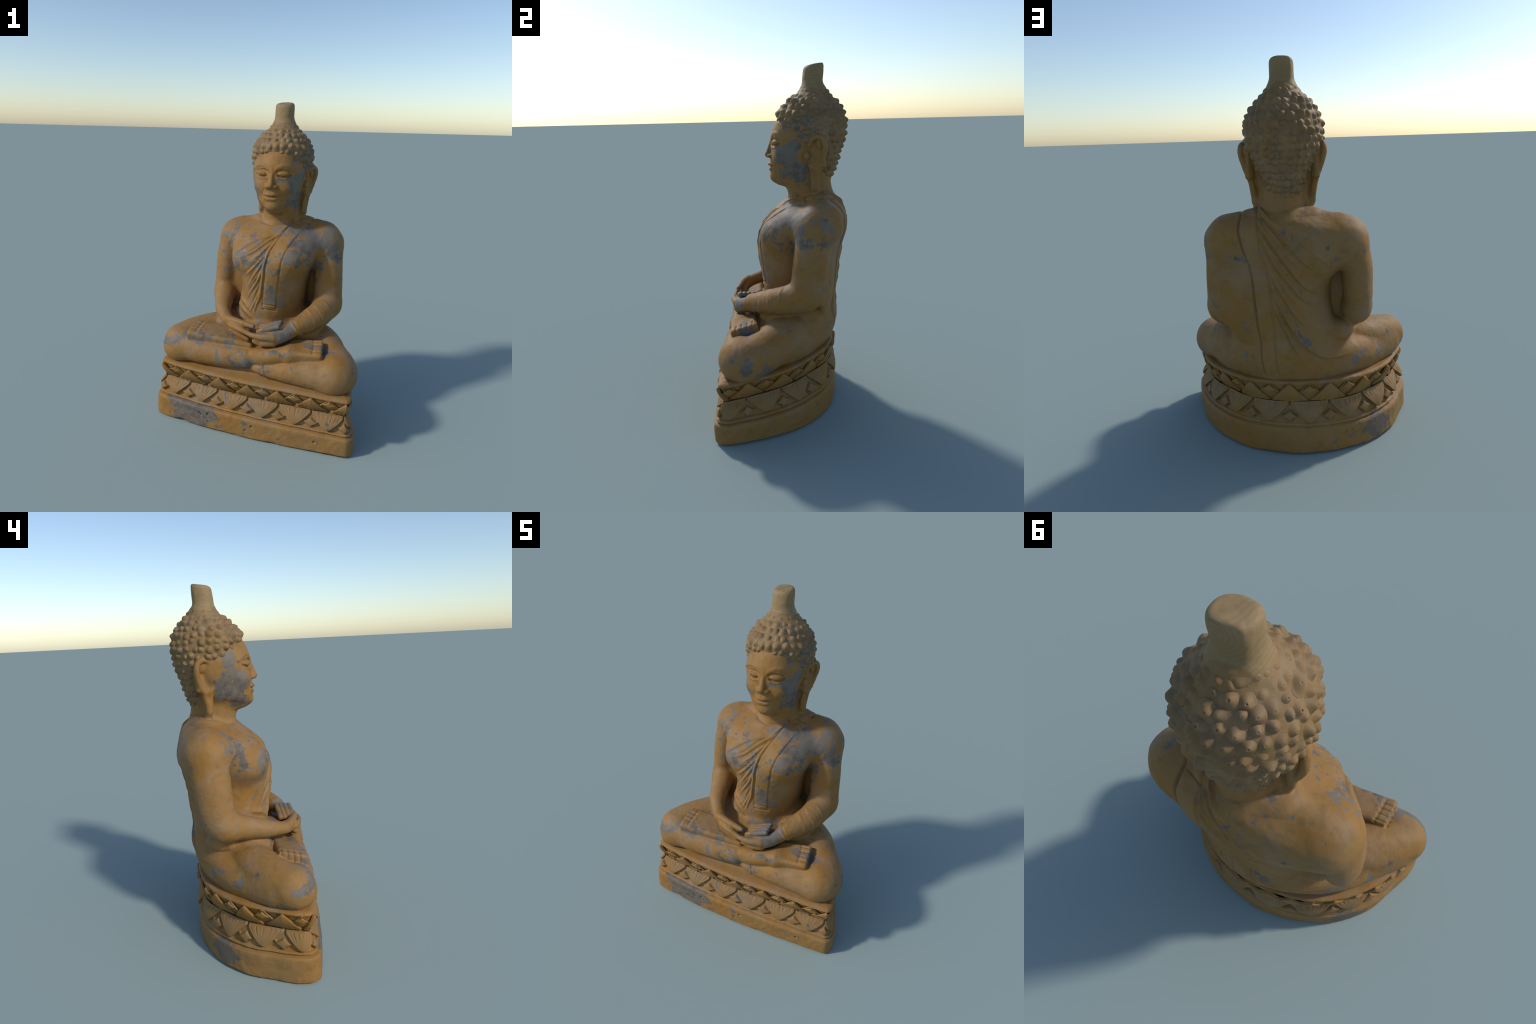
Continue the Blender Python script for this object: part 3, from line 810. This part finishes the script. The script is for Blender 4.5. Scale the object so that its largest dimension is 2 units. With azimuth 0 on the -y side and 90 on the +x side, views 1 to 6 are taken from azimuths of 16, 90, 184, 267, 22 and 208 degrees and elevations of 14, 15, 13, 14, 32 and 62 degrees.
rows = []
zc = 1.362
while zc < 1.878:
    rows.append(zc)
    cx, rx, yf, yb, ym, n = SKULL.at(np.array([zc]))
    _, rx2, _, yb2, _, _ = SKULL.at(np.array([zc + .01]))
    slope = (abs(rx2 - rx) + abs(yb2 - yb))[0] / 2 / .01
    zc += .0365 / math.sqrt(1 + slope * slope) * (.88 if zc < 1.45 else 1.0)
count = 0
for ri, zz in enumerate(rows):
    cx, rx, yf, yb, ym, n = (float(v[0]) for v in SKULL.at(np.array([zz])))
    th = np.linspace(0, math.tau, 721)
    ry = np.where(np.sin(th) < 0, ym - yf, yb - ym)
    px = cx + rx * np.sign(np.cos(th)) * np.abs(np.cos(th)) ** (2 / n)
    py = ym + ry * np.sign(np.sin(th)) * np.abs(np.sin(th)) ** (2 / n)
    L = np.concatenate([[0], np.cumsum(np.hypot(np.diff(px), np.diff(py)))])
    size = .0212 if zz > 1.52 else .0190
    if zz > 1.80:
        size = .0195 if zz < 1.85 else .016
    if zz < 1.44:
        size = .0172
    k = max(6, int(round(L[-1] / (size * 2.02))))
    for i in range(k):
        u = (i + .5 * (ri % 2) + rng.uniform(-.24, .24)) / k * L[-1] % L[-1]
        P0 = V(np.interp(u, L, px), np.interp(u, L, py), zz + rng.uniform(-.008, .008))
        if P0[1] < hairline(P0[2]) + .004:
            continue
        ear_zone = .15 < P0[1] < .245 and 1.28 < P0[2] < 1.60 and abs(P0[0] - HX) > .09
        if ear_zone:
            continue
        g0 = gradient(f_skull, P0[None])[0]
        P0 = P0 - g0 * f_skull(P0[None])[0]
        s = size * rng.uniform(.80, 1.22)
        hgt = s * rng.uniform(.64, .98) * (.75 if zz > 1.80 else 1.0)
        if abs(P0[1] - .19) < .08 and zz > 1.78:
            hgt *= .7
        ob = bpy.data.objects.new("hair_curl", CURLS[rng.randrange(4)])
        zax = Vector(g0).normalized()
        R = zax.to_track_quat("Z", "Y").to_matrix() @ Matrix.Rotation(rng.uniform(0, math.tau), 3, "Z")
        ob.matrix_world = Matrix.Translation(Vector(P0 - g0 * s * .04)) @ R.to_4x4() @ Matrix.Diagonal((s, s * rng.uniform(.9, 1.1), hgt, 1))
        link(ob)
        ob.parent = parts["hair"]
        count += 1

# ------------------------------------------------------------------ lotus throne
PLAN = [(-.643, -.225), (-.636, -.264), (-.605, -.296), (-.54, -.314), (-.40, -.339), (-.2, -.365), (0, -.383), (.2, -.388), (.39, -.390), (.575, -.391), (.625, -.376), (.645, -.33),
        (.638, -.26), (.613, -.16), (.580, -.06), (.54, .025), (.475, .12), (.395, .20), (.30, .266), (.19, .313), (.04, .340), (-.10, .334), (-.22, .304), (-.325, .262), (-.44, .18), (-.535, .066), (-.600, -.08), (-.632, -.165)]
def closed_curve(pts, n):
    p = np.asarray(pts, float)
    ext = np.vstack([p[-3:], p, p[:4]])
    c = catmull(ext, 40)[3 * 40:(3 + len(p)) * 40]
    d = np.concatenate([[0], np.cumsum(np.linalg.norm(np.diff(np.vstack([c, c[:1]]), axis=0), axis=1))])
    t = np.linspace(0, d[-1], n, endpoint=False)
    cc = np.vstack([c, c[:1]])
    return np.stack([np.interp(t, d, cc[:, 0]), np.interp(t, d, cc[:, 1])], 1), d[-1]
NSEG = 1400
plan_xy, PERIM = closed_curve(PLAN, NSEG)
soft = plan_xy.copy()                                  # the round back has no kinks
for _ in range(14):
    soft = (np.roll(soft, 12, 0) + 2 * soft + np.roll(soft, -12, 0)) / 4
wgt = np.clip((plan_xy[:, 1:] + .02) / .12, 0, 1)
plan_xy = plan_xy * (1 - wgt) + (soft + (soft - np.array([0, -.1])) * .012) * wgt
tang = np.roll(plan_xy, -6, 0) - np.roll(plan_xy, 6, 0)
for _ in range(3):
    tang = (np.roll(tang, 5, 0) + tang + np.roll(tang, -5, 0))
tang /= np.linalg.norm(tang, axis=1, keepdims=True)
plan_n = np.stack([tang[:, 1], -tang[:, 0]], 1)       # outward: plan runs counter-clockwise

def plan_at(s, off):
    """point at arc position s (metres), set back inward by off"""
    i = np.mod(np.asarray(s, float) / PERIM * NSEG, NSEG)
    i0 = np.floor(i).astype(int) % NSEG; i1 = (i0 + 1) % NSEG; f = (i - np.floor(i))[..., None]
    p = plan_xy[i0] * (1 - f) + plan_xy[i1] * f
    n = plan_n[i0] * (1 - f) + plan_n[i1] * f
    n = n / np.linalg.norm(n, axis=-1, keepdims=True)
    return p - n * np.asarray(off)[..., None]

def setback(s):
    """the tiers step in at the front and sides, hardly at the back"""
    i = np.floor(np.mod(np.asarray(s, float) / PERIM * NSEG, NSEG)).astype(int) % NSEG
    t = np.clip((plan_xy[i, 1] - .18) / .15, 0, 1)
    return 1 - .50 * t * t * (3 - 2 * t)

def tier_z(zf, zb, xy):
    """mouldings climb from front to back and a little to the figure's right"""
    t = np.clip((xy[..., 1] + .36) / .68, 0, 1)
    return zf + (zb - zf) * t - .014 * (xy[..., 0] / .6) * (1 - t) * np.clip(zf / .14, 0, 1)

PITS = [(-.252, -.367, .100, .007), (-.31, -.36, .098, .006), (-.30, -.36, .088, .005), (.041, -.37, .087, .006), (.0, -.37, .055, .005), (.427, -.39, .071, .006), (-.25, -.36, .05, .004), (.01, -.345, .205, .005)]

def moulding(name, profile, mat, parent, sub, chip=False):
    """profile rows: inset, z at front, z at back"""
    pr = np.asarray(profile, float)
    pr = np.vstack([np.linspace(pr[i], pr[i + 1], min(24, max(sub, int(np.linalg.norm(pr[i + 1][:2] - pr[i][:2]) / .004))), endpoint=False) for i in range(len(pr) - 1)] + [pr[-1:]])
    s = np.arange(NSEG) / NSEG * PERIM
    vs = []
    for off, zf, zb in pr:
        xy = plan_at(s, min(off, .10) * setback(s))
        if off > .10:
            c = V(.01, -.03)
            xy = c + (xy - c) * (1 - (off - .10) / .40)
        zz = tier_z(zf, zb, xy)
        vs.append(np.column_stack([xy, zz]))
    P = np.array(vs)                                   # rows x NSEG x 3
    flat = P.reshape(-1, 3)
    nrm = np.tile(np.column_stack([plan_n, np.zeros(NSEG)]), (len(pr), 1))
    d = .0035 * fractal(flat, 8, 5, 3) + .0012 * fractal(flat, 40, 9, 3)
    for px, py, pz, r in PITS:
        rr = np.hypot(flat[:, 0] - px, flat[:, 2] - pz)
        d -= np.where(flat[:, 1] < -.2, .014 * bump(rr, r), 0)
    flat = flat + nrm * d[:, None]
    flat[:, 2] += .0015 * fractal(flat, 14, 21, 2) * (flat[:, 2] > .02)
    if chip:
        low = np.clip(1 - flat[:, 2] / .06, 0, 1)
        edge = np.clip(fractal(np.column_stack([flat[:, :2], flat[:, 2] * 0]), 7, 31, 4) * .5 + .55, 0, 1.2)
        flat[:, 2] += low * edge * .011
        bite = np.hypot(flat[:, 0] + .44, flat[:, 1] + .33)
        flat[:, 2] += low * .012 * bump(bite, .03)
    n = len(pr)
    fs = [(j * NSEG + i, j * NSEG + (i + 1) % NSEG, (j + 1) * NSEG + (i + 1) % NSEG, (j + 1) * NSEG + i) for j in range(n - 1) for i in range(NSEG)]
    top = len(flat)
    centre = flat[-NSEG:].mean(0)
    flat = np.vstack([flat, centre])
    fs += [((n - 1) * NSEG + i, (n - 1) * NSEG + (i + 1) % NSEG, top) for i in range(NSEG)]
    if chip:
        flat = np.vstack([flat, [.0, 0, 0]])
        fs += [((i + 1) % NSEG, i, top + 1) for i in range(NSEG)]
    return mesh_object(name, flat, fs, mat, parent)

plinth = moulding("plinth", [(.006, 0, 0), (.001, .006, .006), (0, .02, .02), (0, .112, .128), (.002, .122, .138), (.009, .131, .147), (.022, .136, .152), (.026, .139, .155)], M_PLINTH, statue, 5, True)
throne = moulding("lotus_throne", [(.032, .132, .148), (.028, .138, .156), (.019, .141, .159), (.016, .147, .165), (.022, .153, .172), (.034, .158, .178),
                                    (.044, .200, .235), (.058, .228, .270), (.074, .240, .285), (.084, .247, .292), (.087, .251, .296), (.083, .256, .301), (.076, .264, .309), (.054, .300, .348), (.044, .328, .378),
                                    (.036, .338, .388), (.031, .346, .396), (.034, .354, .404), (.048, .361, .410), (.09, .368, .414), (.13, .380, .418), (.20, .39, .422)], M_RING, statue, 3)

LOWER = [(.160, .182, .026), (.243, .289, .062)]      # z front, z back, inset at the foot and at the top of the tier
UPPER = [(.258, .302, .070), (.346, .398, .030)]

def on_tier(tier, s, v, lift):
    (zf0, zb0, o0), (zf1, zb1, o1) = tier
    xy = plan_at(s, (o0 + (o1 - o0) * v) * setback(s) - lift - .010 * 4 * np.clip(v, 0, 1) * (1 - np.clip(v, 0, 1)) )
    return np.concatenate([xy, tier_z(zf0 + (zf1 - zf0) * v, zb0 + (zb1 - zb0) * v, xy)[..., None]], -1)

def sheet_mesh(name, P, mat, parent):
    na, nb = P.shape[:2]
    fs = [(i * nb + j, (i + 1) * nb + j, (i + 1) * nb + j + 1, i * nb + j + 1) for i in range(na - 1) for j in range(nb - 1)]
    ob = mesh_object(name, P.reshape(-1, 3), fs, mat, parent)
    return ob

def ease(n):
    t = np.linspace(-1, 1, n)
    return np.sign(t) * (1 - (1 - np.abs(t)) ** 1.5)

def petal(s0, w, tier, down, mat, name, gen):
    a = ease(61)[:, None]; b = (ease(27)[None, :] + 1) / 2      # b: 0 wide end, 1 tip
    a, b = np.broadcast_arrays(a, b)
    jit = gen.uniform(-.04, .04)
    if down:
        hw = w * np.minimum(1.0, 1.16 * np.clip(1 - b, 0, 1) ** .92)
    else:
        hw = w * np.clip(1 - b, 0, 1) ** .92
    s = s0 + a * np.maximum(hw, .0008) + jit * .02 * b
    v = 1.06 - b * (1.06 + jit) if down else b * (1.06 + jit) - .06
    edge = np.minimum(1 - np.abs(a), (1 - b) * 1.2)
    rim = np.clip(edge / .09, 0, 1) ** .6
    if down:
        T = .0095 + .005 * b + .002 * (1 - np.abs(a))
        for k in range(-3, 4):
            c = k * .25 + gen.uniform(-.06, .06)
            top, reach = gen.uniform(.06, .14), gen.uniform(.30, .52)
            T = T - gen.uniform(.0035, .0065) * bump(a - c, .020) * np.clip((reach - b) / .10, 0, 1) * np.clip((b - top) / .05 + 1, 0, 1)
    else:
        T = .007 + .007 * (1 - np.abs(a)) ** .8 * (1 - .4 * b)
        for k in (-2, -1, 0, 1, 2):
            c = k * .28 + gen.uniform(-.05, .05)
            T = T - .0028 * bump(a - c, .028) * np.clip((gen.uniform(.25, .4) - b) / .08, 0, 1)
    lift = -.006 + (T + .006) * rim
    P = on_tier(tier, s, v, lift)
    P = P + (.0012 * fractal(P.reshape(-1, 3), 35, 17, 2)).reshape(P.shape[:2])[..., None] * V(.4, .4, .6)
    if down:
        P = P[::-1]
    return sheet_mesh(name, P if not down else P, mat, parent=throne)

def back_petal(s0, w, tier, down, mat):
    """low chevron framing each diamond, behind the main petals"""
    a = ease(25)[:, None]; b = (ease(17)[None, :] + 1) / 2
    a, b = np.broadcast_arrays(a, b)
    hw = np.maximum(w * (1 - b) ** .95, .0008)
    v = (1 - b * 1.06) if down else b * 1.06
    edge = np.minimum(1 - np.abs(a), (1 - b) * 1.2)
    lift = -.007 + .011 * bump(edge - .10, .055)
    P = on_tier(tier, s0 + a * hw, v, lift)
    return sheet_mesh("lotus_back_petal", P[::-1] if down else P, mat, throne)

def diamond(s0, w, tier, v0, hv, mat, gen):
    a = np.linspace(-1, 1, 17)[:, None]; b = np.linspace(-1, 1, 17)[None, :]
    a, b = np.broadcast_arrays(a, b)
    u = (a + b) / 2; q = (a - b) / 2                       # square grid turned 45 degrees
    pinch = 1 - .12 * np.abs(u * q) * 4
    m = np.maximum(np.abs(a), np.abs(b))
    lift = -.009 + .0175 * np.clip((1 - m) / .14, 0, 1) ** .7 + .002 * (1 - m)
    P = on_tier(tier, s0 + u * 1.0 * w * pinch, v0 + q * hv * pinch + gen.uniform(-.02, .02), lift)
    return sheet_mesh("lotus_diamond", P, mat, throne)

def arc_of_front(xv):
    m = plan_xy[:, 1] < -.24
    idx = np.where(m)[0]
    i = idx[np.argmin(np.abs(plan_xy[idx, 0] - xv))]
    return i / NSEG * PERIM

def stations(front_x, spacing):
    s = [arc_of_front(v) for v in front_x]
    s0, s1 = s[0], s[-1]
    rest = (s0 + PERIM) - s1
    n = int(round(rest / spacing))
    return s + [s1 + rest * k / n for k in range(1, n)]

gen = random.Random(21)
low = stations([-.50, -.305, -.10, .095, .297, .492], .222)
up = stations([-.40, -.19, 0, .19, .39], .215)
for k, s0 in enumerate(low):
    nxt = low[(k + 1) % len(low)] + (PERIM if k == len(low) - 1 else 0)
    prv = low[k - 1] - (PERIM if k == 0 else 0)
    petal(s0, min(nxt - s0, s0 - prv) * .495, LOWER, True, M_PETAL, "lotus_petal", gen)
    diamond((s0 + nxt) / 2, .043, LOWER, .33, .32, M_PETAL, gen)
    back_petal((s0 + nxt) / 2, (nxt - s0) * .5, LOWER, True, M_PETAL)
for k, s0 in enumerate(up):
    nxt = up[(k + 1) % len(up)] + (PERIM if k == len(up) - 1 else 0)
    prv = up[k - 1] - (PERIM if k == 0 else 0)
    petal(s0, min(nxt - s0, s0 - prv) * .49, UPPER, False, M_UPPER, "lotus_petal", gen)
    diamond((s0 + nxt) / 2, .040, UPPER, .66, .28, M_UPPER, gen)
    back_petal((s0 + nxt) / 2, (nxt - s0) * .48, UPPER, False, M_UPPER)
print("curls", count, "petals", len(low), len(up))
